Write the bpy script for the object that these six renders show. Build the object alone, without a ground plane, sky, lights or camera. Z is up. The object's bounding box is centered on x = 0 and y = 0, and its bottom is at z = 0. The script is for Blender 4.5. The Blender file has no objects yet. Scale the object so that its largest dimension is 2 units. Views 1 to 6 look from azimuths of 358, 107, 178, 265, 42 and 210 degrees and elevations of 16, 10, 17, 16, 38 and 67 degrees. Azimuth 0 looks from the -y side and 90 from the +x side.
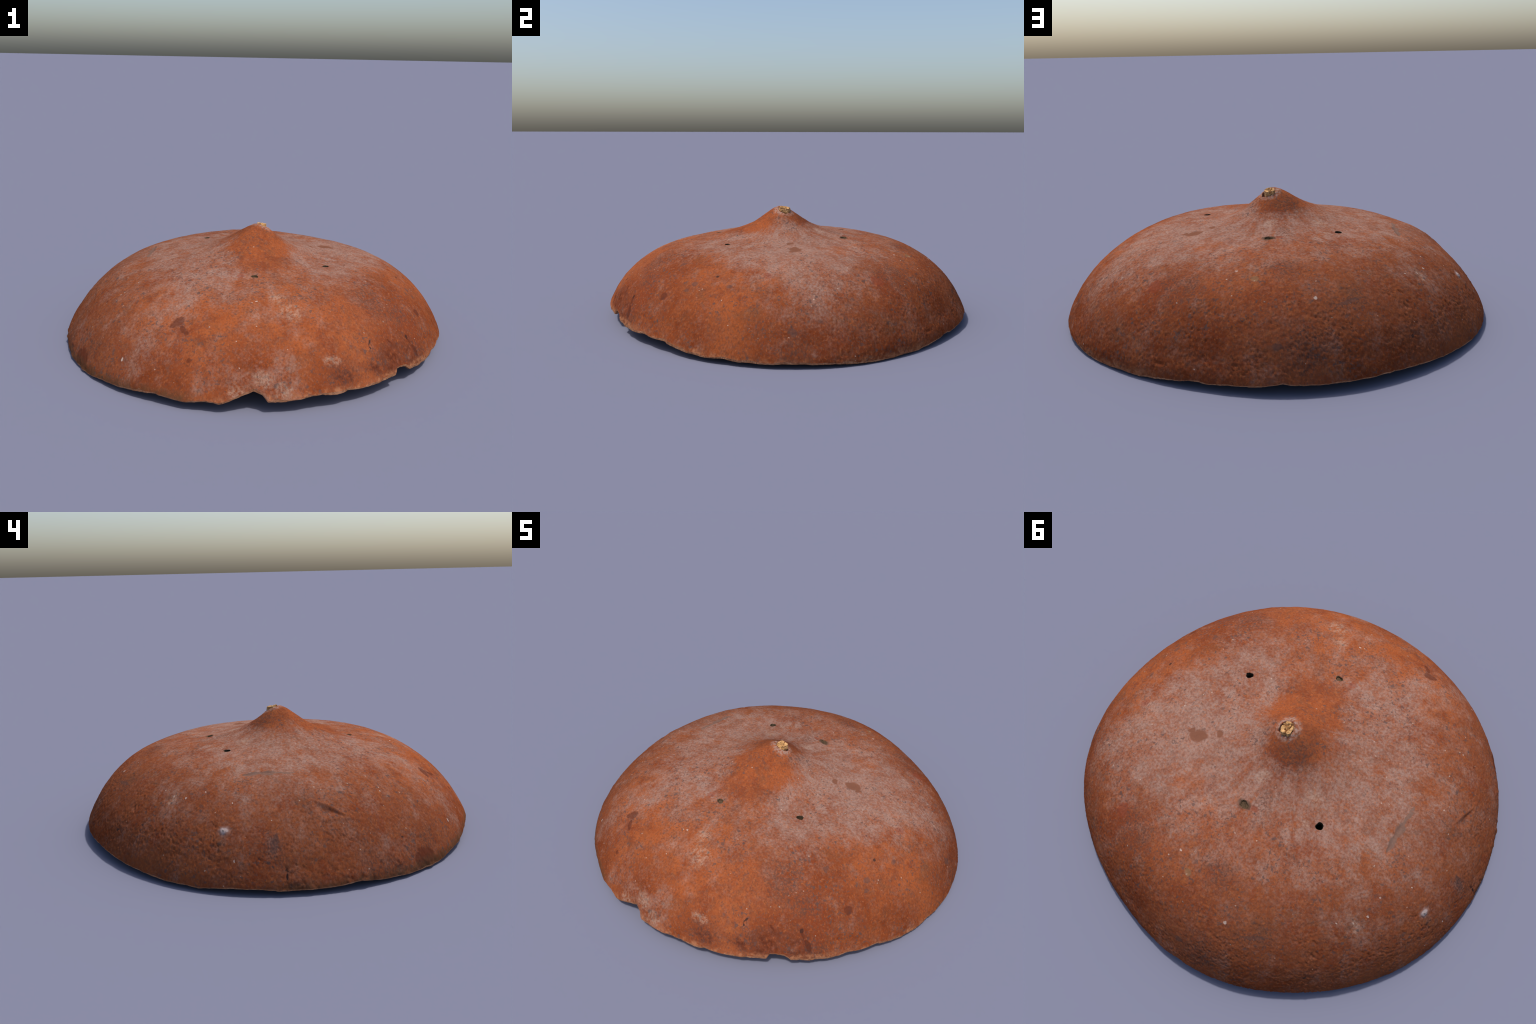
"""A broken half of a dried calabash gourd lying cut side down: a wide domed
shell with a pointed crown, a woody stem stub, four drilled holes and a chipped rim."""
import bpy, bmesh, math
import numpy as np
from mathutils import Vector, Matrix

rng = np.random.default_rng(7)
PI = math.pi

# ------------------------------------------------------------------ noise
PERM = np.tile(np.random.default_rng(11).permutation(256), 2)
GRAD = np.random.default_rng(12).normal(size=(256, 3))
GRAD /= np.linalg.norm(GRAD, axis=1)[:, None]


def perlin(P):
    i = np.floor(P).astype(int)
    f = P - i
    u = f * f * f * (f * (f * 6 - 15) + 10)
    i &= 255
    out = 0.0
    for dx in (0, 1):
        for dy in (0, 1):
            for dz in (0, 1):
                h = PERM[PERM[PERM[(i[:, 0] + dx) & 255] + ((i[:, 1] + dy) & 255)] + ((i[:, 2] + dz) & 255)]
                g = GRAD[h]
                d = g[:, 0] * (f[:, 0] - dx) + g[:, 1] * (f[:, 1] - dy) + g[:, 2] * (f[:, 2] - dz)
                w = (u[:, 0] if dx else 1 - u[:, 0]) * (u[:, 1] if dy else 1 - u[:, 1]) * (u[:, 2] if dz else 1 - u[:, 2])
                out = out + w * d
    return out * 1.6


def fbm(P, octaves=3, gain=0.5):
    s, a = 0.0, 1.0
    for k in range(octaves):
        s = s + a * perlin(P * 2 ** k + 17.3 * k)
        a *= gain
    return s


def sstep(a, b, x):
    t = np.clip((x - a) / (b - a), 0, 1)
    return t * t * (3 - 2 * t)


# ------------------------------------------------------------------ body form
# Distance of the skin from the middle of the mouth, as a cosine series in the
# polar angle (the profile) plus five lopsided waves round the axis.
PROFILE = [-1.6586, 4.0615, -3.2194, 1.6034, -0.577, 0.1405]
WAVES = [
    [0.0062, 0.0055, 0.0322, -0.005, -0.2325, -0.0772],
    [-0.0006, -0.0116, 0.025, 0.1294, 0.0103, -0.2389],
    [-0.0014, -0.007, 0.0175, 0.0679, 0.0456, -0.0793],
    [-0.004, 0.0047, -0.0025, -0.0126, 0.1167, 0.033],
    [0.0026, 0.007, 0.0113, -0.0085, -0.079, -0.0209],
    [-0.004, -0.0009, 0.0088, 0.0137, -0.0131, -0.047],
]
# the crown: height, spread, steepness, place, lopsidedness of its foot, and the slanting cut across its tip
CROWN = dict(h=0.2345, w=0.2304, p=1.6113, x=0.0242, y=-0.0266, c1=-0.0310, s1=0.0183, c2=0.0031, s2=0.0221, zc=0.5861, gx=-0.2809, gy=-0.3826)


def body(th, ph):
    s = th / (PI / 2)
    r = sum(c * np.cos(k * PI * s / 2) for k, c in enumerate(PROFILE))
    for m, w in enumerate(WAVES, 1):
        e = s ** min(m, 3)
        for k in range(3):
            r = r + e * (s - 0.7) ** k * (w[2 * k] * np.cos(m * ph) + w[2 * k + 1] * np.sin(m * ph))
    return np.stack([r * np.sin(th) * np.cos(ph), r * np.sin(th) * np.sin(ph), r * np.cos(th)], -1)


def crown(P):
    c = CROWN
    dx, dy = P[..., 0] - c['x'], P[..., 1] - c['y']
    d = np.sqrt(dx * dx + dy * dy + 0.0004)
    a = np.arctan2(dy, dx)
    w = c['w'] + c['c1'] * np.cos(a) + c['s1'] * np.sin(a) + c['c2'] * np.cos(2 * a) + c['s2'] * np.sin(2 * a)
    z = P[..., 2] + c['h'] * np.exp(-(d / np.maximum(w, 0.04)) ** c['p'])
    cut = c['zc'] + c['gx'] * dx + c['gy'] * dy
    k = 0.005
    near = sstep(0.35, 0.2, d)
    Q = P.copy()
    Q[..., 2] = near * (-k * np.logaddexp(-z / k, -cut / k)) + (1 - near) * z
    return Q


def form(th, ph):
    P = crown(body(th, ph))
    flare = 1 + 0.009 * sstep(0.13, 0.02, P[..., 2:3])           # mouth opens a little
    return P * np.concatenate([flare, flare, np.ones_like(flare)], -1)


# height of the broken rim above the ground, degree by degree round the mouth
RIM = [
    (0, .024), (4, .017), (10, .016), (14, .017), (20, .018), (27, .013), (34, .007), (39, .003), (45, .008), (51, .010), (54, .008),
    (60, .016), (64, .021), (68.4, .030), (70.3, .032), (72.7, .025), (76.8, .031), (81, .030), (85.4, .035), (89.2, .044), (92, .038),
    (95.5, .036), (104, .035), (110, .034), (116, .036), (122, .031), (128, .025), (135, .019), (144, .010), (150, .010), (154.5, .007),
    (158, .016), (163, .021), (170, .022), (175, .017), (180, .019), (184, .018), (189, .020), (193.8, .027), (197, .020), (200, .012),
    (205, .008), (211, .004), (219, .003), (225, .017), (231, .023), (237, .030), (243.5, .046), (247.5, .043), (252, .043), (255.7, .052),
    (258.8, .055), (260.1, .048), (262.6, .060), (265.5, .082), (268.4, .097), (270.7, .087), (272.0, .060), (275.7, .058), (279.6, .063),
    (283.2, .071), (286, .070), (290, .062), (293, .069), (297, .065), (303.5, .063), (310.2, .066), (311.0, .089), (312.5, .088),
    (315, .079), (316.8, .056), (322, .044), (326.8, .041), (330, .045), (334, .047), (337, .045), (341.4, .045), (342.5, .037),
    (346, .028), (351, .021), (355, .018)]
NPH, NTH, NIN = 1320, 290, 70
ph = np.linspace(0, 2 * PI, NPH, endpoint=False)
deg = np.degrees(ph)
rd = np.array([a for a, z in RIM] + [360.0])
rz = np.array([z for a, z in RIM] + [RIM[0][1]])
rim_z = np.interp(deg, rd, rz)
circ = np.stack([np.cos(ph), np.sin(ph), 0 * ph], 1)
rim_z = rim_z + 0.0014 * perlin(circ * 26 + 3) + 0.0008 * perlin(circ * 60 + 9)
rim_z += 0.005 * np.minimum(0, perlin(circ * 22 + 40) + 0.42)
for at, wide, up in ((332, 14, .006), (256, 15, -.008), (296, 30, -.006), (50, 26, -.004), (150, 20, .003), (205, 16, .003)):
    rim_z += up * np.exp(-((deg - at) / wide) ** 2)
rim_z -= rim_z.min() - 0.0005
RX, RY = 0.985 * np.cos(ph), 0.97 * np.sin(ph)
RIM_FIT = np.linalg.lstsq(np.stack([0 * ph + 1, RX, RY, RX * RX, RX * RY, RX ** 3, RX * RX * RY], 1), rim_z, rcond=None)[0].tolist()
rim_soft = np.interp(deg, np.arange(0, 361, 12), np.interp(np.arange(0, 361, 12), rd, rz))
rim_soft = sum(np.roll(rim_soft, k) for k in range(-40, 41)) / 81


def polar_of_height(z):
    lo, hi = np.full_like(ph, 1.2), np.full_like(ph, 1.75)
    for _ in range(40):
        mid = (lo + hi) / 2
        up = body(mid, ph)[:, 2] > z
        lo, hi = np.where(up, mid, lo), np.where(up, hi, mid)
    return (lo + hi) / 2


worn = 0.35 + 0.65 * sstep(75, 40, np.abs((deg + 40 + 180) % 360 - 180) - 25)      # paler, more worn to the front right
EDGE = 0.004 + worn * 0.014 * np.clip(0.55 + 0.8 * fbm(circ * 9 + 33, 3, 0.4), 0.05, 1.3)   # how high the break eats into the skin
th_rim, th_soft = polar_of_height(rim_z + EDGE), polar_of_height(rim_soft + EDGE)
t = np.linspace(0, 1, NTH + 1)[1:]
T, PH = np.meshgrid(t, ph, indexing='ij')
TH = T * th_soft + sstep(0.82, 1.0, T) * (th_rim - th_soft)[None, :]
S = form(TH, PH)
apex = form(np.array([1e-5]), np.array([0.0]))[0]


def grid_normals(S):
    du = np.roll(S, -1, 1) - np.roll(S, 1, 1)
    dv = np.gradient(S, axis=0)
    n = np.cross(dv, du)
    return n / (np.linalg.norm(n, axis=-1, keepdims=True) + 1e-12)


N = grid_normals(S)
ref = np.array([0.6, 0.1, 0.36])
j = np.argmin(((S - ref) ** 2).sum(-1))
if N.reshape(-1, 3)[j] @ ref < 0:
    N = -N


def on_skin(x, y, z):
    """nearest skin point and normal to a rough place"""
    d = ((S - np.array([x, y, z])) ** 2).sum(-1)
    i = np.unravel_index(np.argmin(d), d.shape)
    return S[i].copy(), N[i].copy()


# ------------------------------------------------------------------ relief
X = S.reshape(-1, 3)
x, y, z = X.T
az = np.degrees(np.arctan2(y, x)) % 360
back = sstep(-0.15, 0.5, y - 0.55 * x + 0.25)             # the rough weathered side
low = sstep(0.40, 0.26, z)
right = sstep(0.1, 0.9, x) * sstep(0.26, 0.1, z)
rough = np.clip(back * low + 0.6 * right, 0, 1)
warp = np.stack([fbm(X * 9 + k * 31, 2) for k in range(3)], 1) * 0.02
peel = 1 - np.abs(fbm((X + warp) * np.array([80, 80, 68]), 3, 0.6)) * 1.7
h = 0.0022 * rough * (peel - 0.55) * np.clip(0.85 + 1.0 * fbm(X * 7 + 21, 3), 0.3, 1.7)
h += 0.0012 * fbm(X * 12, 3)
h += 0.0007 * fbm(X * 55, 2)
h -= 0.0008
h += 0.020 * np.exp(-((np.hypot(x - 0.155, y + 0.265)) / 0.085) ** 2)          # fuller flank below the crown
h += 0.012 * np.exp(-(((x + 0.70) / 0.09) ** 2 + ((y + 0.09) / 0.12) ** 2))
h += 0.004 * np.exp(-((np.hypot(x - 0.02, y + 0.02) - 0.25) / 0.08) ** 2)       # skirt of the crown
h -= 0.016 * np.exp(-(((x - 0.30) / 0.26) ** 2 + ((y - 0.93) / 0.25) ** 2 + ((z - 0.16) / 0.12) ** 2))
h -= 0.004 * np.exp(-(((az - 195) / 22) ** 2 + ((z - 0.16) / 0.10) ** 2))
# lumpy, blackened break on the left
lump = np.exp(-((az - 200) / 22) ** 2) * sstep(0.16, 0.03, z)
h += lump * (0.009 * np.maximum(0, fbm(X * 19 + 5, 3)) - 0.001)
hp = np.exp(-(((az - 168) / 16) ** 2)) * np.exp(-(((z - 0.15) / 0.06) ** 2))
h += hp * 0.004 * np.maximum(0, fbm(X * 38 + 15, 2) - 0.35)


def spot(c, r):
    return np.linalg.norm((X - np.array(c)), axis=1) / r


def seg(a, b):
    a, b = np.array(a), np.array(b)
    u = np.clip(((X - a) @ (b - a)) / ((b - a) @ (b - a)), 0, 1)
    return np.linalg.norm(X - (a + u[:, None] * (b - a)), axis=1), u


# gouge with a ragged lip on the left side
GOUGE_A, GOUGE_B, GOUGE_C = (-0.760, -0.075, 0.299), (-0.807, -0.207, 0.252), (-0.822, -0.082, 0.254)
d1, u1 = seg(GOUGE_A, GOUGE_B)
d2, u2 = seg(GOUGE_A, GOUGE_C)
d3, u3 = seg(GOUGE_C, GOUGE_B)
A_, B_, C_ = (np.array(q) for q in (GOUGE_A, GOUGE_B, GOUGE_C))
v0, v1 = B_ - A_, C_ - A_
v2 = X - A_ + 0.012 * warp / 0.02
d00, d01, d11 = v0 @ v0, v0 @ v1, v1 @ v1
d20, d21 = v2 @ v0, v2 @ v1
bv, bw = (d11 * d20 - d01 * d21) / (d00 * d11 - d01 ** 2), (d00 * d21 - d01 * d20) / (d00 * d11 - d01 ** 2)
inner = np.minimum(np.minimum(bv * 2.6, bw * 3.2), (1 - bv - bw) * 2.6) * (spot((-0.80, -0.12, 0.268), 0.16) < 1)
h -= 0.0070 * sstep(-0.15, 0.85, inner)
h += 0.003 * np.exp(-((inner + 0.35) / 0.3) ** 2) * (spot((-0.80, -0.12, 0.268), 0.12) < 1)
h -= 0.005 * np.exp(-(spot((-0.826, -0.085, 0.250), 0.014) ** 2))
# chalky wart
wob = 1 + 0.35 * fbm(X * 60 + 8, 2)
h += 0.0035 * np.exp(-(spot((-0.814, 0.313, 0.225), 0.016) * wob) ** 4)
# small flaked scar at the back
h += 0.004 * np.exp(-((spot((0.107, 0.682, 0.358), 0.017) - 0.75) / 0.3) ** 2) * (0.3 + perlin(X * 50))
# long shallow scuff
d4, u4 = seg((-0.562, 0.207, 0.385), (-0.557, -0.026, 0.385))
h -= 0.0045 * np.exp(-((d4 + 0.004 * fbm(X * 40, 2)) / 0.008) ** 2)
# flaked patches on top lie slightly lower
for c, r in (((0.383, 0.157, 0.408), 0.034), ((0.304, 0.111, 0.418), 0.019)):
    h -= 0.0012 * np.exp(-(spot(c, r) * (1 + 0.5 * fbm(X * 22, 2))) ** 8)
# fine cracks and slits in the skin
for a, b, wd, dp in (((0.875, -0.317, 0.150), (0.882, -0.326, 0.132), 0.004, 0.004),
                     ((0.688, -0.582, 0.187), (0.752, -0.578, 0.096), 0.006, 0.0025),
                     ((-0.953, 0.075, 0.105), (-0.973, 0.073, 0.060), 0.005, 0.004),
                     ((0.296, -0.803, 0.241), (0.323, -0.808, 0.227), 0.003, 0.0015)):
    dd, _ = seg(a, b)
    h -= dp * np.exp(-(dd / wd) ** 2)
# cup that holds the stem
STEM = np.array([0.031, 0.001, 0.558])
dc = np.hypot((x - STEM[0]), (y - STEM[1]))
dc = dc * (1 + 0.18 * fbm(X * 30 + 2, 2))
cup = sstep(0.038, 0.027, dc) * sstep(0.45, 0.5, z)
lipd = np.exp(-((dc - 0.040) / 0.008) ** 2) * sstep(0.45, 0.5, z)
X2 = X + N.reshape(-1, 3) * (h + 0.0025 * lipd)[:, None]
X2[:, 2] -= (0.006 + 0.024 * sstep(0.0, 0.025, x - STEM[0] + 0.3 * (y - STEM[1]))) * cup
S2 = X2.reshape(S.shape)
apex2 = apex.copy()
da = math.hypot(apex[0] - STEM[0], apex[1] - STEM[1])
apex2 = S2[0].mean(0)

# ------------------------------------------------------------------ wall: rim and inner face
WALL = 0.030
outward = S2[-1].copy()
outward[:, 2] = 0
outward /= np.linalg.norm(outward, axis=1)[:, None]
chip = np.clip(fbm(circ * 22 + 70, 3), -1, 1)             # facets where bits have snapped off
nearest = np.round(deg / 3.2) * 3.2
facet = perlin(np.stack([np.cos(np.radians(nearest)), np.sin(np.radians(nearest)), 0 * nearest], 1) * 30 + 4)
c1 = 0.0015 + 0.0022 * np.maximum(0, chip) + 0.002 * np.maximum(0, facet)
R1 = S2[-1] - outward * c1[:, None]
R1[:, 2] = S2[-1][:, 2] - EDGE * np.clip(0.80 + 0.3 * facet, 0.4, 0.97)
R2 = S2[-1] - outward * (0.012 + 0.004 * facet)[:, None]
R2[:, 2] = rim_z + 0.0015 * np.maximum(0, chip)
R3 = S2[-1] - outward * (0.024 + 0.003 * chip)[:, None]
R3[:, 2] = rim_z + 0.004 + 0.004 * np.maximum(0, facet + chip)
ti = np.linspace(1, 0, NIN + 1)[:-1]
TI = ti[:, None] * th_soft[None, :] + sstep(0.82, 1.0, ti)[:, None] * (th_rim - th_soft)[None, :]
I0 = form(TI, np.broadcast_to(ph, TI.shape))
NI = grid_normals(I0)
if (NI[NIN // 2] * I0[NIN // 2]).sum() < 0:
    NI = -NI
INN = I0 - NI * WALL
INN[:, :, 2] -= 0.010 * np.exp(-(np.hypot(INN[:, :, 0], INN[:, :, 1]) / 0.12) ** 2)
INN += NI * (0.0015 * fbm(I0.reshape(-1, 3) * 14 + 50, 3)).reshape(INN.shape[:2])[..., None]
INN[0, :, 2] = np.maximum(INN[0, :, 2], rim_z + 0.008)

rows = [S2[i] for i in range(NTH)] + [R1, R2, R3] + [INN[i] for i in range(NIN)]
V = np.concatenate([apex2[None]] + rows + [INN[-1].mean(0)[None]])
nr = len(rows)
a = 1 + np.arange(NPH)
b = 1 + (np.arange(NPH) + 1) % NPH
faces, mats = [], []
faces.append(np.stack([np.zeros(NPH, int), a, b], 1))
mats.append(np.zeros(NPH, int))
quads, qm = [], []
for i in range(nr - 1):
    o = i * NPH
    quads.append(np.stack([a + o, a + o + NPH, b + o + NPH, b + o], 1))
    qm.append(np.full(NPH, 0 if i < NTH - 1 else (1 if i < NTH + 3 else 2)))
last = len(V) - 1
o = (nr - 1) * NPH
endf = np.stack([a + o, np.full(NPH, last), b + o], 1)
allf = faces[0].tolist() + np.concatenate(quads).tolist() + endf.tolist()
allm = np.concatenate([mats[0]] + qm + [np.full(NPH, 2)])
me = bpy.data.meshes.new('gourd')
me.from_pydata(V.tolist(), [], allf)
me.update()

# ------------------------------------------------------------------ node helpers


class Nodes:
    def __init__(self, name):
        self.mat = bpy.data.materials.new(name)
        self.mat.use_nodes = True
        self.t = self.mat.node_tree
        self.t.nodes.clear()
        self.out = self.n('ShaderNodeOutputMaterial')
        self.bsdf = self.n('ShaderNodeBsdfPrincipled')
        self.link(self.bsdf.outputs[0], self.out.inputs[0])
        self.co = self.n('ShaderNodeTexCoord').outputs['Object']

    def n(self, kind):
        return self.t.nodes.new(kind)

    def link(self, a, b):
        self.t.links.new(a, b)

    def put(self, sock, v):
        if isinstance(v, bpy.types.NodeSocket):
            self.link(v, sock)
        elif v is not None:
            sock.default_value = v

    def math(self, op, a, b=None, c=None, clamp=False):
        m = self.n('ShaderNodeMath')
        m.operation = op
        m.use_clamp = clamp
        for s, v in zip(m.inputs, (a, b, c)):
            self.put(s, v)
        return m.outputs[0]

    def vmath(self, op, a, b=None, scale=None):
        m = self.n('ShaderNodeVectorMath')
        m.operation = op
        self.put(m.inputs[0], a)
        if b is not None:
            self.put(m.inputs[1], b)
        if scale is not None:
            self.put(m.inputs['Scale'], scale)
        return m.outputs['Value'] if op in ('LENGTH', 'DISTANCE', 'DOT_PRODUCT') else m.outputs[0]

    def noise(self, scale, detail=4, rough=0.55, dist=0.0, co=None, stretch=None, off=None, color=False):
        co = co or self.co
        if stretch or off:
            m = self.n('ShaderNodeMapping')
            self.link(co, m.inputs[0])
            m.inputs['Scale'].default_value = stretch or (1, 1, 1)
            m.inputs['Location'].default_value = off or (0, 0, 0)
            co = m.outputs[0]
        t = self.n('ShaderNodeTexNoise')
        self.link(co, t.inputs['Vector'])
        t.inputs['Scale'].default_value = scale
        t.inputs['Detail'].default_value = detail
        t.inputs['Roughness'].default_value = rough
        t.inputs['Distortion'].default_value = dist
        return t.outputs['Color' if color else 'Fac']

    def voronoi(self, scale, feature='F1', co=None, rand=1.0):
        t = self.n('ShaderNodeTexVoronoi')
        t.feature = feature
        self.link(co or self.co, t.inputs['Vector'])
        t.inputs['Scale'].default_value = scale
        t.inputs['Randomness'].default_value = rand
        return t.outputs

    def ramp(self, v, lo, hi, a=0.0, b=1.0):
        m = self.n('ShaderNodeMapRange')
        m.interpolation_type = 'SMOOTHSTEP'
        m.clamp = False        # a smooth step needs none
        self.put(m.inputs['Value'], v)
        for k, q in zip(('From Min', 'From Max', 'To Min', 'To Max'), (lo, hi, a, b)):
            self.put(m.inputs[k], q)
        return m.outputs['Result']

    def mix(self, f, a, b, mode='MIX'):
        m = self.n('ShaderNodeMix')
        m.data_type = 'RGBA'
        m.blend_type = mode
        self.put(m.inputs['Factor'], f)
        for s, v in ((m.inputs[6], a), (m.inputs[7], b)):
            if isinstance(v, tuple):
                v = v + (1.0,) if len(v) == 3 else v
            self.put(s, v)
        return m.outputs[2]

    def blob(self, co, c, r, soft=1.0):
        """gaussian-like round region about c"""
        d = self.vmath('DISTANCE', co, tuple(c))
        return self.ramp(d, r * (1 + 0.5 * soft), r * (1 - 0.7 * soft))

    def union(self, co, items, lo=1.25, hi=0.75):
        """all marks of a list merged, each one laid over those before it"""
        r = 0.0
        for it in items:
            r = self.stroke(co, *it, lo, hi, r)
        return r

    def stroke(self, co, p0, p1, width, lo=1.25, hi=0.75, under=0.0):
        """mark with tapering ends from p0 to p1"""
        p0, p1 = Vector(p0), Vector(p1)
        c = (p1 - p0).length / 2
        d = self.vmath('DISTANCE', co, tuple(p0))
        if c < 0.004:
            return self.ramp(d, lo * width, hi * width, under)
        d = self.math('ADD', d, self.vmath('DISTANCE', co, tuple(p1)))      # ellipse about its two foci
        return self.ramp(d, 2 * math.hypot(c, lo * width), 2 * math.hypot(c, hi * width), under)

    def most(self, masks):
        r = masks[0]
        for k in masks[1:]:
            r = self.math('MAXIMUM', r, k)
        return r

    def total(self, masks):
        r = masks[0]
        for k in masks[1:]:
            r = self.math('ADD', r, k)
        return r


def warped(g, amount, scale, detail=3):
    v = g.vmath('SUBTRACT', g.noise(scale, detail, color=True), (0.5, 0.5, 0.5))
    return g.vmath('ADD', g.co, g.vmath('SCALE', v, scale=amount))


def skin_material():
    g = Nodes('gourd_skin')
    co_soft = warped(g, 0.16, 5)
    co_fine = warped(g, 0.030, 28)
    co_tiny = warped(g, 0.010, 110)
    # ---- ground colours: orange, red brown, dull brown
    n1 = g.noise(3.2, 5, 0.6)
    n2 = g.noise(11, 5, 0.62, 0.6, off=(3, 1, 2))
    n3 = g.noise(46, 4, 0.6, 0.4, off=(7, 7, 1))
    n4 = g.noise(150, 3, 0.6)
    col = g.mix(g.ramp(n1, 0.36, 0.64), (0.195, 0.050, 0.020), (0.245, 0.068, 0.026))
    col = g.mix(g.math('MULTIPLY', g.ramp(n2, 0.42, 0.66), 0.75), col, (0.150, 0.042, 0.019))
    col = g.mix(g.math('MULTIPLY', g.ramp(n3, 0.5, 0.70), 0.6), col, (0.31, 0.098, 0.034))
    # brighter orange front and crown, browner back, partly darkened with baked-in shade
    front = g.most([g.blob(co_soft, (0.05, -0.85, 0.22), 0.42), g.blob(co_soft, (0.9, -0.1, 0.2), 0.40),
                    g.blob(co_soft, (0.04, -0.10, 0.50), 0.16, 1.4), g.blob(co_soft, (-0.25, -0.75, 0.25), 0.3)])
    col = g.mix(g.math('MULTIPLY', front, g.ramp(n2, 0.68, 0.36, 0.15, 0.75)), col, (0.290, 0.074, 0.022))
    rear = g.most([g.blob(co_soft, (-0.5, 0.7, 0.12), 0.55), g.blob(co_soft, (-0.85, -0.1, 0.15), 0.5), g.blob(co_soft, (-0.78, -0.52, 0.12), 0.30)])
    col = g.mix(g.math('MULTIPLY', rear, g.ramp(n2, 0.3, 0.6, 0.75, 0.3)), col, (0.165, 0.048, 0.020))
    ruddy_shade = g.most([g.blob(co_soft, c, r) for c, r in (((0.62, -0.66, 0.14), 0.16), ((0.60, -0.40, 0.34), 0.2),
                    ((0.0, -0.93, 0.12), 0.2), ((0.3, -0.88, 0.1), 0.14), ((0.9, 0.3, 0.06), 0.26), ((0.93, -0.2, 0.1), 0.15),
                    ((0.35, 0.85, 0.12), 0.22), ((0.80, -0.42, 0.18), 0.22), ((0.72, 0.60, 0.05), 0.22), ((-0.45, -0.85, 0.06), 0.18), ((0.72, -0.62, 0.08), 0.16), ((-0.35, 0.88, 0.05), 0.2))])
    col = g.mix(g.math('MULTIPLY', ruddy_shade, g.ramp(n2, 0.3, 0.62, 0.97, 0.42)), col, (0.130, 0.027, 0.009))  # red-brown skin, with part of the scan's baked low shade painted in
    rust = g.ramp(g.noise(6.5, 5, 0.62, 0.8, off=(8, 1, 6)), 0.50, 0.68)
    col = g.mix(g.math('MULTIPLY', rust, 0.78), col, (0.165, 0.036, 0.013))
    dun = g.ramp(g.noise(8.0, 5, 0.62, 0.8, off=(1, 9, 3)), 0.54, 0.72)
    col = g.mix(g.math('MULTIPLY', dun, 0.65), col, (0.150, 0.055, 0.026))
    # ---- dusty pinkish grey bloom, thickest round the crown
    spots = (((0.0, 0.15, 0.42), 0.68, .15), ((0.37, 0.13, 0.41), 0.13, .30), ((-0.72, 0.10, 0.28), 0.30, .14), ((-0.70, -0.30, 0.26), 0.28, .12), ((0.40, 0.12, 0.41), 0.26, .85), ((0.27, -0.15, 0.42), 0.20, .50), ((0.60, 0.20, 0.37), 0.22, .38), ((0.40, -0.35, 0.40), 0.18, .40),
             ((-0.24, -0.39, 0.40), 0.18, .55), ((-0.36, -0.60, 0.335), 0.10, .55), ((-0.30, 0.12, 0.42), 0.20, .60), ((-0.10, 0.18, 0.44), 0.12, .55),
             ((0.05, 0.22, 0.44), 0.12, .40), ((-0.31, -0.05, 0.42), 0.17, .40), ((0.15, 0.45, 0.41), 0.20, .38), ((0.57, 0.42, 0.34), 0.16, .36),
             ((-0.45, -0.25, 0.38), 0.20, .30), ((-0.60, 0.53, 0.30), 0.10, .22), ((0.05, -0.60, 0.37), 0.20, .28), ((-0.30, 0.45, 0.40), 0.22, .25),
             ((-0.55, 0.10, 0.36), 0.22, .30), ((0.0, -0.93, 0.12), 0.15, .30), ((0.12, -0.92, 0.12), 0.10, .25), ((0.78, 0.38, 0.22), 0.16, .25), ((-0.50, -0.70, 0.20), 0.16, .22))
    dens = g.total([g.math('MULTIPLY', g.blob(co_soft, c, r * 1.1, 1.35), s * 1.12) for c, r, s in spots])
    bare = g.most([g.blob(co_soft, (0.06, -0.15, 0.48), 0.14, 1.4), g.blob(co_soft, (-0.06, 0.03, 0.5), 0.12, 1.3)])
    dens = g.math('SUBTRACT', dens, g.math('MULTIPLY', bare, 0.9))
    streak = g.noise(12, 4, 0.58, 0.5, off=(1, 5, 9))
    dv = g.vmath('MULTIPLY', g.vmath('SUBTRACT', co_fine, (0.03, -0.02, 0.0)), (1.0, 1.0, 0.0))
    dl = g.vmath('LENGTH', dv)
    fan = g.vmath('ADD', g.vmath('SCALE', g.vmath('NORMALIZE', dv), scale=7.5), g.vmath('SCALE', (0.0, 0.0, 4.5), scale=dl))
    rays = g.noise(1.6, 5, 0.62, 0.2, co=fan)                   # streaks that run out from the crown
    grain = g.noise(85, 3, 0.6, 0.1, off=(4, 2, 9))
    b = g.math('ADD', g.math('MULTIPLY', g.math('SUBTRACT', streak, 0.5), 1.25), g.math('MULTIPLY', g.math('SUBTRACT', grain, 0.5), 1.0))
    b = g.math('ADD', b, g.math('MULTIPLY', g.math('SUBTRACT', rays, 0.5), 1.3))
    b = g.math('ADD', b, g.math('MULTIPLY', g.math('SUBTRACT', n2, 0.5), 0.7))
    dens = g.math('ADD', g.math('MINIMUM', dens, 0.74), g.math('MULTIPLY', g.blob(co_soft, (0.37, 0.12, 0.41), 0.15, 1.4), 0.45))
    bloom = g.math('MULTIPLY', g.ramp(g.math('ADD', b, dens), 0.0, 1.2), 0.78)
    bcol = g.mix(g.ramp(g.math('ADD', g.math('MULTIPLY', grain, 0.6), g.math('MULTIPLY', streak, 0.4)), 0.38, 0.62), (0.225, 0.126, 0.097), (0.295, 0.195, 0.158))
    bcol = g.mix(g.math('MULTIPLY', g.ramp(n3, 0.52, 0.7), 0.5), bcol, (0.285, 0.125, 0.08))
    col = g.mix(bloom, col, bcol)
    # ---- close grain: orange, grey-pink and brown crumbs a few millimetres across
    ga = g.noise(100, 3, 0.6, 0.3, off=(11, 2, 3), stretch=(1, 1, 0.6))
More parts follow.
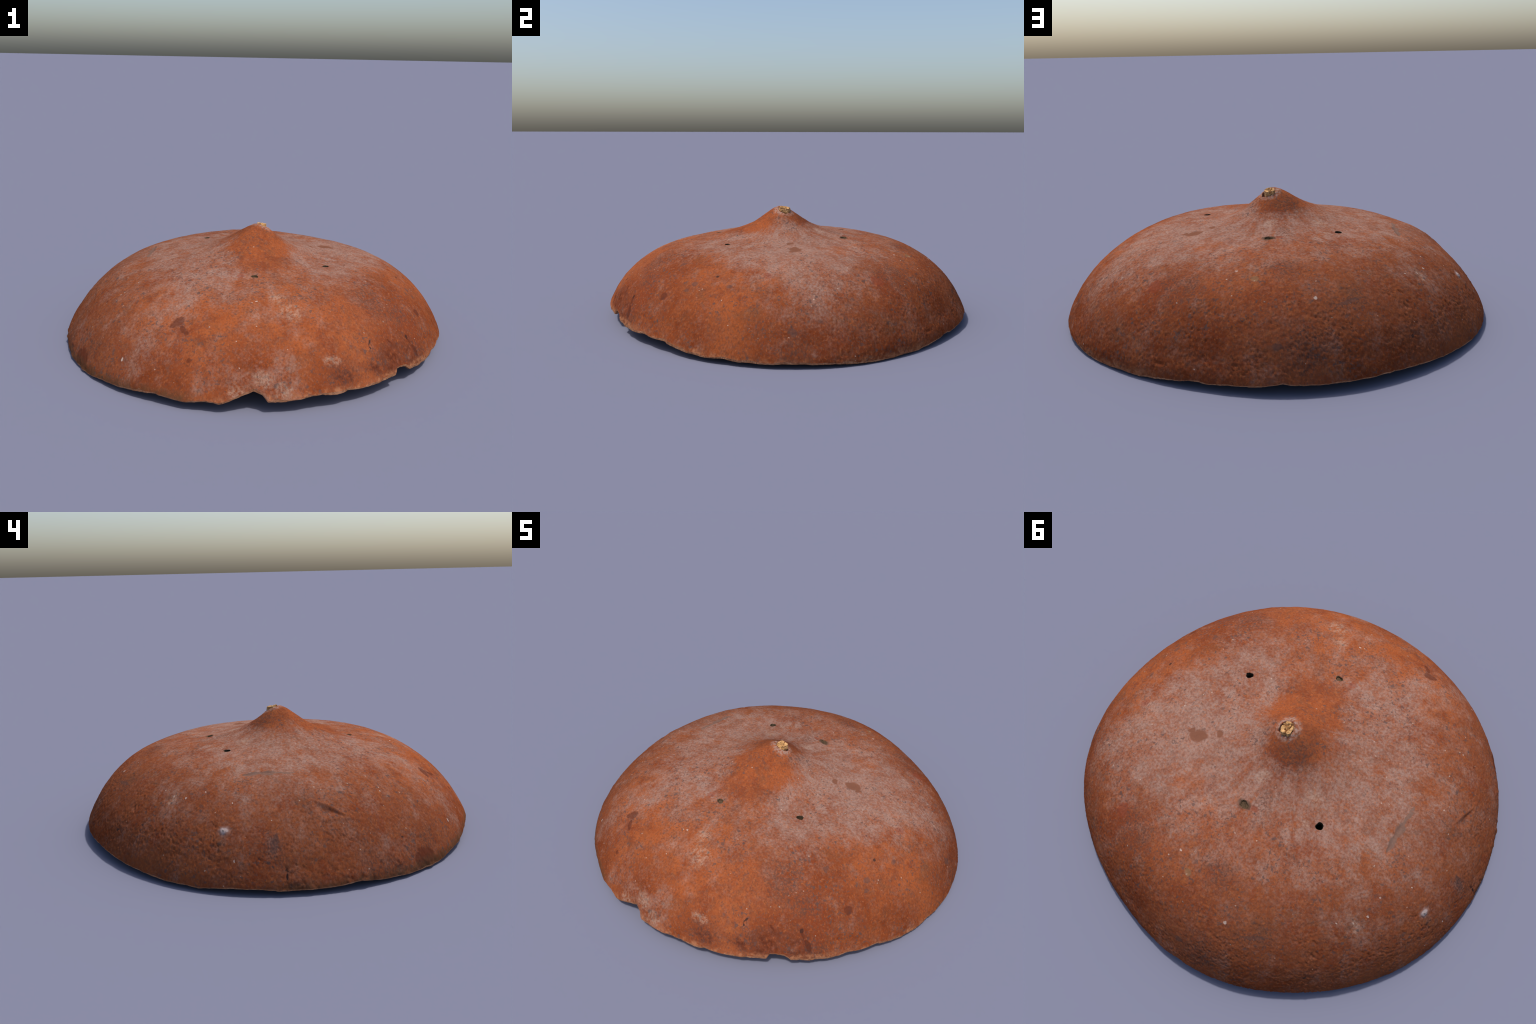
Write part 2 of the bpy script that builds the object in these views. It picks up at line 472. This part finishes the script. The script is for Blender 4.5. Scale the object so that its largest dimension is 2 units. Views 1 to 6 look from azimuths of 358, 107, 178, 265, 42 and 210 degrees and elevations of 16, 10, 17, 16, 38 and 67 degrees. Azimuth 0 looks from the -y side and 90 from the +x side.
    gb = g.noise(70, 3, 0.6, 0.2, off=(3, 12, 7))
    gc = g.noise(125, 3, 0.6, 0.3, off=(5, 4, 13), stretch=(1, 1, 0.55))
    col = g.mix(g.math('MULTIPLY', g.ramp(ga, 0.52, 0.72), 0.55), col, (0.330, 0.098, 0.033))
    col = g.mix(g.math('MULTIPLY', g.ramp(gb, 0.48, 0.72), g.ramp(dens, 0.0, 0.5, 0.14, 0.34)), col, (0.225, 0.140, 0.105))
    col = g.mix(g.math('MULTIPLY', g.ramp(gc, 0.48, 0.68), g.ramp(bloom, 0.0, 0.7, 0.58, 0.36)), col, (0.100, 0.040, 0.024))
    # ---- grey brown mottling and short dark flecks
    mot = g.ramp(g.noise(17, 5, 0.7, 1.0, off=(9, 3, 5)), 0.56, 0.74)
    col = g.mix(g.math('MULTIPLY', mot, 0.62), col, (0.125, 0.062, 0.044))
    flk = g.noise(64, 2, 0.5, 0.8, off=(2, 8, 4))
    zone = g.noise(6, 2, 0.5, off=(5, 5, 5))
    fm = g.math('MULTIPLY', g.ramp(flk, 0.585, 0.66), g.ramp(zone, 0.42, 0.60, 0.12, 1.0))
    col = g.mix(g.math('MULTIPLY', fm, 0.72), col, (0.085, 0.052, 0.045))
    v = g.voronoi(30, co=co_tiny)
    dots = g.ramp(v['Distance'], 0.26, 0.16)
    sep = g.n('ShaderNodeSeparateColor')
    g.link(v['Color'], sep.inputs[0])
    dots = g.math('MULTIPLY', dots, g.math('GREATER_THAN', sep.outputs[0], 0.80))
    ring = g.math('MULTIPLY', g.ramp(v['Distance'], 0.30, 0.24), g.ramp(v['Distance'], 0.14, 0.2))
    ring = g.math('MULTIPLY', ring, g.math('GREATER_THAN', sep.outputs[1], 0.95))
    dm = g.math('MULTIPLY', g.most([dots, ring]), g.ramp(zone, 0.38, 0.56, 0.1, 0.85))
    col = g.mix(g.math('MULTIPLY', dm, 0.8), col, (0.075, 0.052, 0.048))
    v2 = g.voronoi(70, co=co_tiny)
    sep2 = g.n('ShaderNodeSeparateColor')
    g.link(v2['Color'], sep2.inputs[0])
    pin = g.math('MULTIPLY', g.ramp(v2['Distance'], 0.30, 0.18), g.math('GREATER_THAN', sep2.outputs[0], 0.90))
    col = g.mix(g.math('MULTIPLY', pin, g.ramp(zone, 0.4, 0.6, 0.25, 0.75)), col, (0.075, 0.052, 0.048))
    crumb = g.math('MULTIPLY', g.ramp(v2['Distance'], 0.28, 0.14), g.math('GREATER_THAN', sep2.outputs[1], 0.985))
    col = g.mix(g.math('MULTIPLY', crumb, 0.55), col, (0.48, 0.36, 0.28))
    # ---- soft sooty areas; the lowest one at right paints in baked shade
    soot = g.most([g.blob(co_soft, c, r) for c, r in (((0.35, -0.86, 0.14), 0.075), ((0.52, -0.76, 0.155), 0.055), ((0.755, -0.578, 0.095), 0.06), ((0.50, -0.52, 0.34), 0.10), ((0.62, -0.53, 0.27), 0.08),
             ((-0.06, 0.93, 0.15), 0.09), ((-0.28, 0.745, 0.29), 0.06), ((-0.20, 0.79, 0.27), 0.05), ((0.41, 0.63, 0.31), 0.09), ((-0.06, 0.08, 0.50), 0.085),
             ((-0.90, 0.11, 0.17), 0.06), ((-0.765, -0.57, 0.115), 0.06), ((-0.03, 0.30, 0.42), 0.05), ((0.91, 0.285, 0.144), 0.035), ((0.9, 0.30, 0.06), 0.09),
             ((-0.25, 0.765, 0.28), 0.05), ((-0.93, -0.30, 0.03), 0.09), ((-0.90, -0.38, 0.03), 0.07), ((0.0, 0.62, 0.385), 0.07), ((-0.65, -0.74, 0.03), 0.05))])
    sootm = g.math('MULTIPLY', soot, g.ramp(g.math('ADD', g.math('MULTIPLY', n3, 0.5), g.math('MULTIPLY', gc, 0.6)), 0.46, 0.66))
    col = g.mix(g.math('MULTIPLY', sootm, 0.62), col, (0.075, 0.040, 0.032))
    # ---- individual marks
    def marks(col, co, items, color, amount):
        m = g.union(co, items)
        m = g.math('MULTIPLY', m, amount)
        return g.mix(m, col, color)
    for items, color, amount, co in (
        # flaked patches that show a dull brown under-skin
        ([((0.358, 0.148, .410), (0.408, 0.166, .406), 0.029), ((0.308, 0.112, .418), (0.300, 0.108, .418), 0.017), ((0.425, 0.145, .404), (0.43, 0.146, .404), 0.013)], (.160, .066, .040), 0.97, 'fine'),
        # brown stains
        ([((-0.352, -0.687, .289), (-0.352, -0.687, .289), 0.026), ((-0.379, -0.697, .276), (-0.379, -0.697, .276), 0.016), ((-0.343, -0.709, .277), (-0.305, -0.754, .255), 0.014),
          ((-0.845, -0.500, .050), (-0.786, -0.588, .052), 0.040), ((-0.299, -0.847, .175), (-0.295, -0.842, .180), 0.014),
          
          ((0.782, -0.377, .228), (0.785, -0.370, .222), 0.020), 
          ((-0.73, -0.38, .27), (-0.73, -0.38, .27), 0.012)], (.085, .024, .014), 0.72, 'fine'),
        # red spots
        ([((-0.080, -0.396, .409), (-0.086, -0.394, .409), 0.018), ((0.002, 0.331, .427), (-0.012, 0.329, .427), 0.013), ((0.522, 0.584, .294), (0.508, 0.589, .297), 0.028),
          ((0.50, 0.56, .31), (0.53, 0.585, .285), 0.02), ((-0.03, -0.30, .42), (-0.02, -0.30, .42), 0.012), ((0.70, 0.10, .34), (0.72, 0.12, .33), 0.018)], (.20, .045, .022), 0.5, 'fine'),
        # grey-brown scuff on the left shoulder and a dark run below it
        ([((-0.562, 0.207, .385), (-0.560, 0.130, .387), 0.012), ((-0.560, 0.135, .388), (-0.566, 0.070, .386), 0.019), ((-0.566, 0.08, .386), (-0.572, -0.030, .381), 0.009)], (.135, .085, .066), 0.75, 'fine'),
        ([((-0.861, 0.096, .220), (-0.918, 0.126, .151), 0.0144), ((0.915, 0.27, .15), (0.905, 0.30, .135), 0.0158), ((0.605, -0.335, .345), (0.625, -0.345, .335), 0.0144),
          ((0.772, -0.229, .287), (0.770, -0.215, .290), 0.0130), ((0.79, -0.25, .265), (0.79, -0.26, .26), 0.0101), ((0.797, -0.052, .296), (0.79, -0.035, .300), 0.0130), ((0.839, 0.392, .178), (0.839, 0.392, .178), 0.0115),
          ((-0.198, 0.792, .274), (-0.306, 0.737, .286), 0.0086), ((0.803, 0.344, .235), (0.803, 0.344, .235), 0.0079), ((0.038, 0.914, .171), (0.03, 0.918, .165), 0.0158), ((0.0, 0.94, .10), (0.0, 0.945, .08), 0.0101)], (.085, .048, .040), 0.58, 'fine'),
        # ink-dark threads and small dark spots
        ([((-0.953, 0.078, .108), (-0.962, 0.068, .088), 0.007), ((-0.962, 0.070, .088), (-0.975, 0.073, .055), 0.004), ((0.493, -0.717, .228), (0.484, -0.740, .212), 0.004),
          ((0.484, -0.740, .212), (0.494, -0.749, .196), 0.0035), ((0.296, -0.803, .241), (0.323, -0.808, .227), 0.004), ((0.688, -0.580, .190), (0.693, -0.584, .178), 0.009),
          ((0.875, -0.317, .150), (0.880, -0.324, .137), 0.004), ((-0.504, 0.784, .138), (-0.502, 0.785, .134), 0.008), ((-0.811, -0.445, .148), (-0.811, -0.445, .148), 0.006),
          ((0.736, -0.123, .328), (0.736, -0.123, .328), 0.010), ((0.60, 0.02, .372), (0.61, 0.03, .370), 0.005)], (.030, .020, .018), 0.85, 'tiny'),
        # chalky flecks
        ([((-0.520, 0.555, .315), (-0.512, 0.553, .320), 0.0032), ((-0.578, 0.520, .304), (-0.570, 0.518, .312), 0.0050), ((-0.617, 0.466, .306), (-0.609, 0.465, .316), 0.0050), ((-0.625, 0.380, .332), (-0.618, 0.378, .340), 0.0050),
          ((-0.717, 0.268, .310), (-0.717, 0.268, .310), 0.0036), ((-0.655, -0.377, .316), (-0.668, -0.402, .303), 0.0036), ((-0.662, -0.384, .309), (-0.655, -0.392, .311), 0.0043), ((-0.742, -0.437, .239), (-0.738, -0.436, .245), 0.0043),
          ((-0.808, -0.464, .158), (-0.815, -0.467, .15), 0.0036), ((-0.80, -0.472, .165), (-0.80, -0.472, .165), 0.0036), ((-0.82, -0.47, .135), (-0.825, -0.47, .125), 0.0036), ((0.185, 0.620, .373), (0.175, 0.622, .373), 0.0058),
          ((-0.005, -0.621, .366), (-0.015, -0.622, .366), 0.0043), ((-0.597, -0.728, .140), (-0.600, -0.732, .122), 0.0050), ((-0.123, 0.771, .304), (-0.127, 0.775, .298), 0.0072), ((0.107, 0.690, .350), (0.107, 0.690, .350), 0.0036),
          ((-0.63, -0.71, .08), (-0.63, -0.715, .06), 0.0043), ((-0.9, 0.28, .13), (-0.905, 0.28, .115), 0.0029)], (.46, .36, .30), 0.75, 'tiny'),
        # chalk wart
        ([((-0.814, 0.313, .225), (-0.814, 0.313, .225), 0.026)], (.25, .155, .13), 0.6, 'fine'),
        ([((-0.814, 0.313, .225), (-0.814, 0.313, .225), 0.0165)], (.36, .29, .27), 0.8, 'fine'),
        ([((-0.814, 0.318, .225), (-0.818, 0.322, .22), 0.0045), ((-0.818, 0.306, .218), (-0.818, 0.308, .215), 0.004)], (.10, .085, .085), 0.85, 'tiny'),
        # ochre scars
        ([((0.107, 0.682, .358), (0.107, 0.682, .358), 0.016)], (.21, .115, .060), 0.7, 'fine'),
    ):
        col = marks(col, {'fine': co_fine, 'tiny': co_tiny}[co], items, color, amount)
    # streaky dark red stains about the right-hand notch
    st = g.most([g.blob(co_soft, c, r, 1.2) for c, r in (((0.60, -0.70, .13), 0.105), ((0.70, -0.61, .09), 0.085), ((0.50, -0.77, .14), 0.045), ((0.36, -0.86, .13), 0.05), ((0.76, -0.58, 0.06), 0.05))])
    st = g.math('MULTIPLY', st, g.ramp(g.math('ADD', g.math('MULTIPLY', n3, 0.45), g.math('MULTIPLY', n2, 0.55)), 0.40, 0.62))
    ln = g.union(co_fine, (((0.688, -0.582, .187), (0.713, -0.587, .153), 0.006), ((0.713, -0.587, .153), (0.756, -0.578, .080), 0.008), ((0.577, -0.668, .212), (0.605, -0.668, .190), 0.005)), 1.8, 0.4)
    st = g.math('MAXIMUM', st, g.math('MULTIPLY', ln, 0.8))
    col = g.mix(g.math('MULTIPLY', st, 0.90), col, (0.065, 0.017, 0.010))
    # dark smear beside the shallow hole
    sm = g.union(co_fine, (((0.050, 0.336, .427), (0.016, 0.333, .427), 0.013), ((0.05, 0.335, .427), (0.06, 0.338, .426), 0.018)), 1.5, 0.5)
    col = g.mix(g.math('MULTIPLY', sm, 0.85), col, (0.070, 0.042, 0.028))
    # pale powdery smears: grainy
    pm = g.union(co_fine, (((0.094, -0.596, .378), (0.075, -0.605, .376), 0.035), ((0.13, -0.67, .347), (0.155, -0.70, .335), 0.050), ((0.293, -0.847, .196), (0.290, -0.852, .185), 0.022),
             ((0.325, -0.838, .192), (0.335, -0.848, .175), 0.018), ((0.034, -0.945, .119), (-0.005, -0.920, .160), 0.030), ((-0.575, 0.508, .316), (-0.612, 0.552, .268), 0.013),
             ((-0.19, 0.175, .436), (-0.20, 0.165, .435), 0.035), ((0.02, 0.19, .449), (0.035, 0.20, .447), 0.030), ((-0.21, 0.28, .425), (-0.225, 0.285, .424), 0.015),
             ((0.08, -0.955, .10), (0.12, -0.95, .09), 0.03), ((-0.12, -0.95, .09), (-0.06, -0.96, .08), 0.03)), 1.6, 0.3)
    pm = g.math('MULTIPLY', pm, g.ramp(g.noise(75, 4, 0.7), 0.38, 0.66))
    col = g.mix(g.math('MULTIPLY', pm, 0.46), col, (0.38, 0.26, 0.19))
    # rubbed, paler skin along the break; darker brown at the left
    up = None
    sx = g.n('ShaderNodeSeparateXYZ')
    g.link(co_fine, sx.inputs[0])
    px_, py_, pz_ = sx.outputs
    xy, xx = g.math('MULTIPLY', px_, py_), g.math('MULTIPLY', px_, px_)
    up = pz_
    for term, k in zip((px_, py_, xx, xy, g.math('MULTIPLY', xx, px_), g.math('MULTIPLY', xx, py_)), RIM_FIT[1:]):
        up = g.math('ADD', up, g.math('MULTIPLY', term, -k))
    up = g.math('ADD', g.math('SUBTRACT', up, RIM_FIT[0]), g.math('MULTIPLY', g.math('SUBTRACT', n2, 0.5), -0.05))
    rubbed_side = g.most([g.blob(g.co, c, r, 0.6) for c, r in (((0.75, -0.65, 0.05), 0.42), ((0.15, -0.95, 0.06), 0.40), ((0.98, 0.05, 0.02), 0.36), ((0.75, 0.65, 0.0), 0.30))])
    band = g.math('MULTIPLY', g.ramp(up, 0.034, 0.006), rubbed_side)
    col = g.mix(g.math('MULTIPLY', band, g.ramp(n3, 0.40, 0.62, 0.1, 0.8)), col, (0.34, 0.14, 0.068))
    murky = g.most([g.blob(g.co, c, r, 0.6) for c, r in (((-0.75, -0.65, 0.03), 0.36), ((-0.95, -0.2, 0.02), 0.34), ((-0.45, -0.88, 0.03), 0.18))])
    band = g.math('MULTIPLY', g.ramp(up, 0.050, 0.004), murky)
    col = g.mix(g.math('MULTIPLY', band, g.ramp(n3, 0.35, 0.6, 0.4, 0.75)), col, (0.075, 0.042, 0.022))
    # paler ring of dust around the stem
    lip = g.ramp(g.math('ABSOLUTE', g.math('SUBTRACT', g.vmath('DISTANCE', co_fine, (0.031, 0.001, 0.560)), 0.042)), 0.024, 0.006)
    col = g.mix(g.math('MULTIPLY', lip, g.ramp(grain, 0.38, 0.62, 0.1, 0.75)), col, (0.31, 0.21, 0.17))
    col = g.mix(g.math('MULTIPLY', g.math('SUBTRACT', n4, 0.5), 0.55), col, (0.9, 0.8, 0.7), 'SOFT_LIGHT')
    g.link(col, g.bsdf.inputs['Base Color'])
    g.bsdf.inputs['Roughness'].default_value = 0.92
    g.bsdf.inputs['Specular IOR Level'].default_value = 0.0
    hgt = g.math('ADD', g.math('MULTIPLY', n3, 0.6), g.math('MULTIPLY', n4, 0.35))
    bm = g.n('ShaderNodeBump')
    bm.inputs['Strength'].default_value = 0.25
    bm.inputs['Distance'].default_value = 0.006
    g.link(hgt, bm.inputs['Height'])
    g.link(bm.outputs[0], g.bsdf.inputs['Normal'])
    return g.mat


def plain_material(name, c0, c1, c2, scale, bump=0.5, spec=0.0, dist=0.008):
    g = Nodes(name)
    n = g.noise(scale, 5, 0.65, 0.8)
    m = g.noise(scale * 3.7, 4, 0.6, 0.3, off=(2, 4, 1))
    col = g.mix(g.ramp(n, 0.35, 0.65), c0, c1)
    col = g.mix(g.math('MULTIPLY', g.ramp(m, 0.52, 0.68), 0.7), col, c2)
    g.link(col, g.bsdf.inputs['Base Color'])
    g.bsdf.inputs['Roughness'].default_value = 0.85
    g.bsdf.inputs['Specular IOR Level'].default_value = spec
    bm = g.n('ShaderNodeBump')
    bm.inputs['Strength'].default_value = bump
    bm.inputs['Distance'].default_value = dist
    g.link(m, bm.inputs['Height'])
    g.link(bm.outputs[0], g.bsdf.inputs['Normal'])
    return g.mat


skin = skin_material()
edge = plain_material('broken_edge', (0.43, 0.21, 0.115), (0.29, 0.125, 0.062), (0.15, 0.070, 0.040), 22)
inside_m = plain_material('inner_wall', (0.20, 0.12, 0.065), (0.26, 0.16, 0.09), (0.12, 0.07, 0.04), 9)
bore = plain_material('hole_wall', (0.050, 0.035, 0.022), (0.085, 0.062, 0.040), (0.030, 0.022, 0.016), 40)
pit = plain_material('pit_wall', (0.105, 0.066, 0.038), (0.055, 0.035, 0.021), (0.025, 0.017, 0.012), 45)
wood = plain_material('stem_wood', (0.60, 0.35, 0.155), (0.42, 0.23, 0.09), (0.15, 0.085, 0.038), 30, 0.3)
for m_ in (skin, edge, inside_m, bore):
    me.materials.append(m_)
me.polygons.foreach_set('material_index', allm.astype(np.int32))
me.polygons.foreach_set('use_smooth', np.ones(len(me.polygons), bool))
whole = bpy.data.objects.new('gourd', me)
bpy.context.scene.collection.objects.link(whole)

# ------------------------------------------------------------------ drilled holes
# place, radius, how deep the bit went (deeper than the wall = right through), stretch
HOLES = [((0.348, -0.214, 0.407), 0.0135, 0.06, 1.15), ((-0.014, -0.398, 0.414), 0.0145, 0.009, 1.05),
         ((0.044, 0.336, 0.427), 0.0150, 0.007, 1.35), ((-0.274, 0.263, 0.423), 0.0145, 0.06, 1.1)]
cb = bmesh.new()
for k, (c, r, depth, st) in enumerate(HOLES):
    p, nn = on_skin(*c)
    p, nn = Vector(p), Vector(nn)
    ax = nn.cross(Vector((0, 0, 1)) if abs(nn.z) < 0.9 else Vector((0, 1, 0))).normalized()
    ay = nn.cross(ax)
    prof = [(0.016, 1.45), (0.004, 1.3), (-0.002, 1.05), (-0.35 * depth, 0.92), (-depth, 0.8)]
    seg_n = 20
    rings = []
    for hh, rr in prof:
        ring = []
        for i in range(seg_n):
            a_ = 2 * PI * i / seg_n
            wv = 1 + 0.10 * math.sin(2 * a_ + k * 1.7) + 0.08 * math.sin(3 * a_ + k) + 0.06 * rng.normal() * (rr < 1.2)
            ring.append(cb.verts.new(p + nn * hh + (ax * math.cos(a_) * st + ay * math.sin(a_)) * r * rr * wv))
        rings.append(ring)
    for q0, q1 in zip(rings, rings[1:]):
        for i in range(seg_n):
            cb.faces.new((q0[i], q1[i], q1[(i + 1) % seg_n], q0[(i + 1) % seg_n]))
    cb.faces.new(rings[0])
    cb.faces.new(rings[-1][::-1])
bmesh.ops.recalc_face_normals(cb, faces=cb.faces)
cm = bpy.data.meshes.new('drill_bits')
cb.to_mesh(cm)
cb.free()
for m_ in (skin, edge, inside_m, bore):
    cm.materials.append(m_)
for f in cm.polygons:
    f.material_index = 3
cut = bpy.data.objects.new('drill_bits', cm)
bpy.context.scene.collection.objects.link(cut)
mod = whole.modifiers.new('drill', 'BOOLEAN')
mod.object = cut
mod.operation = 'DIFFERENCE'
mod.solver = 'MANIFOLD'
bpy.context.view_layer.update()
dg = bpy.context.evaluated_depsgraph_get()
bored = bpy.data.meshes.new_from_object(whole.evaluated_get(dg), depsgraph=dg)
print('BORED', len(me.polygons), len(bored.polygons))
whole.modifiers.clear()
bpy.data.objects.remove(cut)
bpy.data.objects.remove(whole)
nf = len(bored.polygons)
mi = np.zeros(nf, np.int32)
bored.polygons.foreach_get('material_index', mi)
print('by material', np.bincount(mi))

# ------------------------------------------------------------------ split into named parts
root = bpy.data.objects.new('calabash_half', None)
root.empty_display_size = 0.2
bpy.context.scene.collection.objects.link(root)
root['label'] = 'half of a dried orange brown gourd, crown up'
root['category'] = 'gourd shell'

vn = np.zeros(len(bored.vertices) * 3, np.float32)
vco = np.zeros(len(bored.vertices) * 3, np.float32)
bored.vertices.foreach_get('co', vco)
vco = vco.reshape(-1, 3)
fc = np.zeros(nf * 3, np.float32)
bored.polygons.foreach_get('center', fc)
fc = fc.reshape(-1, 3)
lv = np.zeros(len(bored.loops), np.int32)
bored.loops.foreach_get('vertex_index', lv)
ls = np.zeros(nf, np.int32)
lt = np.zeros(nf, np.int32)
bored.polygons.foreach_get('loop_start', ls)
bored.polygons.foreach_get('loop_total', lt)


def part(name, sel, mat, smooth=True):
    ids = np.nonzero(sel)[0]
    fl = [lv[s:s + n] for s, n in zip(ls[ids], lt[ids])]
    used = np.unique(np.concatenate(fl))
    remap = np.zeros(len(vco), int)
    remap[used] = np.arange(len(used))
    pm = bpy.data.meshes.new(name)
    pm.from_pydata(vco[used].tolist(), [], [remap[q].tolist() for q in fl])
    pm.materials.append(mat)
    pm.polygons.foreach_set('use_smooth', np.full(len(pm.polygons), smooth))
    pm.update()
    ob = bpy.data.objects.new(name, pm)
    bpy.context.scene.collection.objects.link(ob)
    ob.parent = root
    return ob


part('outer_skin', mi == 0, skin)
part('broken_rim', mi == 1, edge, False)
part('inner_wall', mi == 2, inside_m)
hc = np.array([c for c, *_ in HOLES])
own = np.argmin(((fc[:, None, :] - hc[None]) ** 2).sum(-1), 1) if (mi == 3).any() else None
for k in range(4):
    sel = (mi == 3) & (own == k)
    if sel.any():
        part('drilled_hole', sel, pit if k in (1, 2) else bore, False)
bpy.data.meshes.remove(bored)

# ------------------------------------------------------------------ woody stem stub
sb = bmesh.new()
bmesh.ops.create_icosphere(sb, subdivisions=5, radius=1.0)
P = np.array([v.co for v in sb.verts])
sq = P / (np.abs(P) ** 4).sum(1)[:, None] ** (1 / 4)                      # squarish lump
Q = sq * np.array([0.0240, 0.0285, 0.0275])
Q[:, 0] += 0.15 * Q[:, 2]
step = np.round(fbm(P * 1.9 + 5, 2) * 3) / 3                               # torn fibres in steps
Q += P * (0.0045 * step + 0.0015 * fbm(P * 5 + 1, 2))[:, None]
top_cut = 0.019 - 0.10 * Q[:, 0] - 0.22 * Q[:, 1] + 0.0035 * np.round(fbm(P * 2.2 + 3, 2) * 2.5) / 2.5 + 0.0007 * fbm(P * 9, 2)
Q[:, 2] = np.minimum(Q[:, 2], top_cut)
for a0, b0, c0 in ((0.8, 0.5, 0.25), (0.4, -0.9, 0.3), (-0.9, 0.3, 0.35)):
    gv = 1.2 * np.exp(-((P[:, 0] * a0 + P[:, 1] * b0 - c0 + 0.25 * perlin(P * 2.5 + a0)) / 0.07) ** 2)
    Q[:, 2] -= 0.009 * gv * (P[:, 2] > 0.1)
    Q[:, :2] *= (1 - 0.12 * gv)[:, None]
Q += np.array([0.026, 0.003, 0.5565])
for v, q in zip(sb.verts, Q):
    v.co = q
sm = bpy.data.meshes.new('stem_stub')
sb.to_mesh(sm)
sb.free()
sm.materials.append(wood)
stub = bpy.data.objects.new('stem_stub', sm)
bpy.context.scene.collection.objects.link(stub)
stub.parent = root
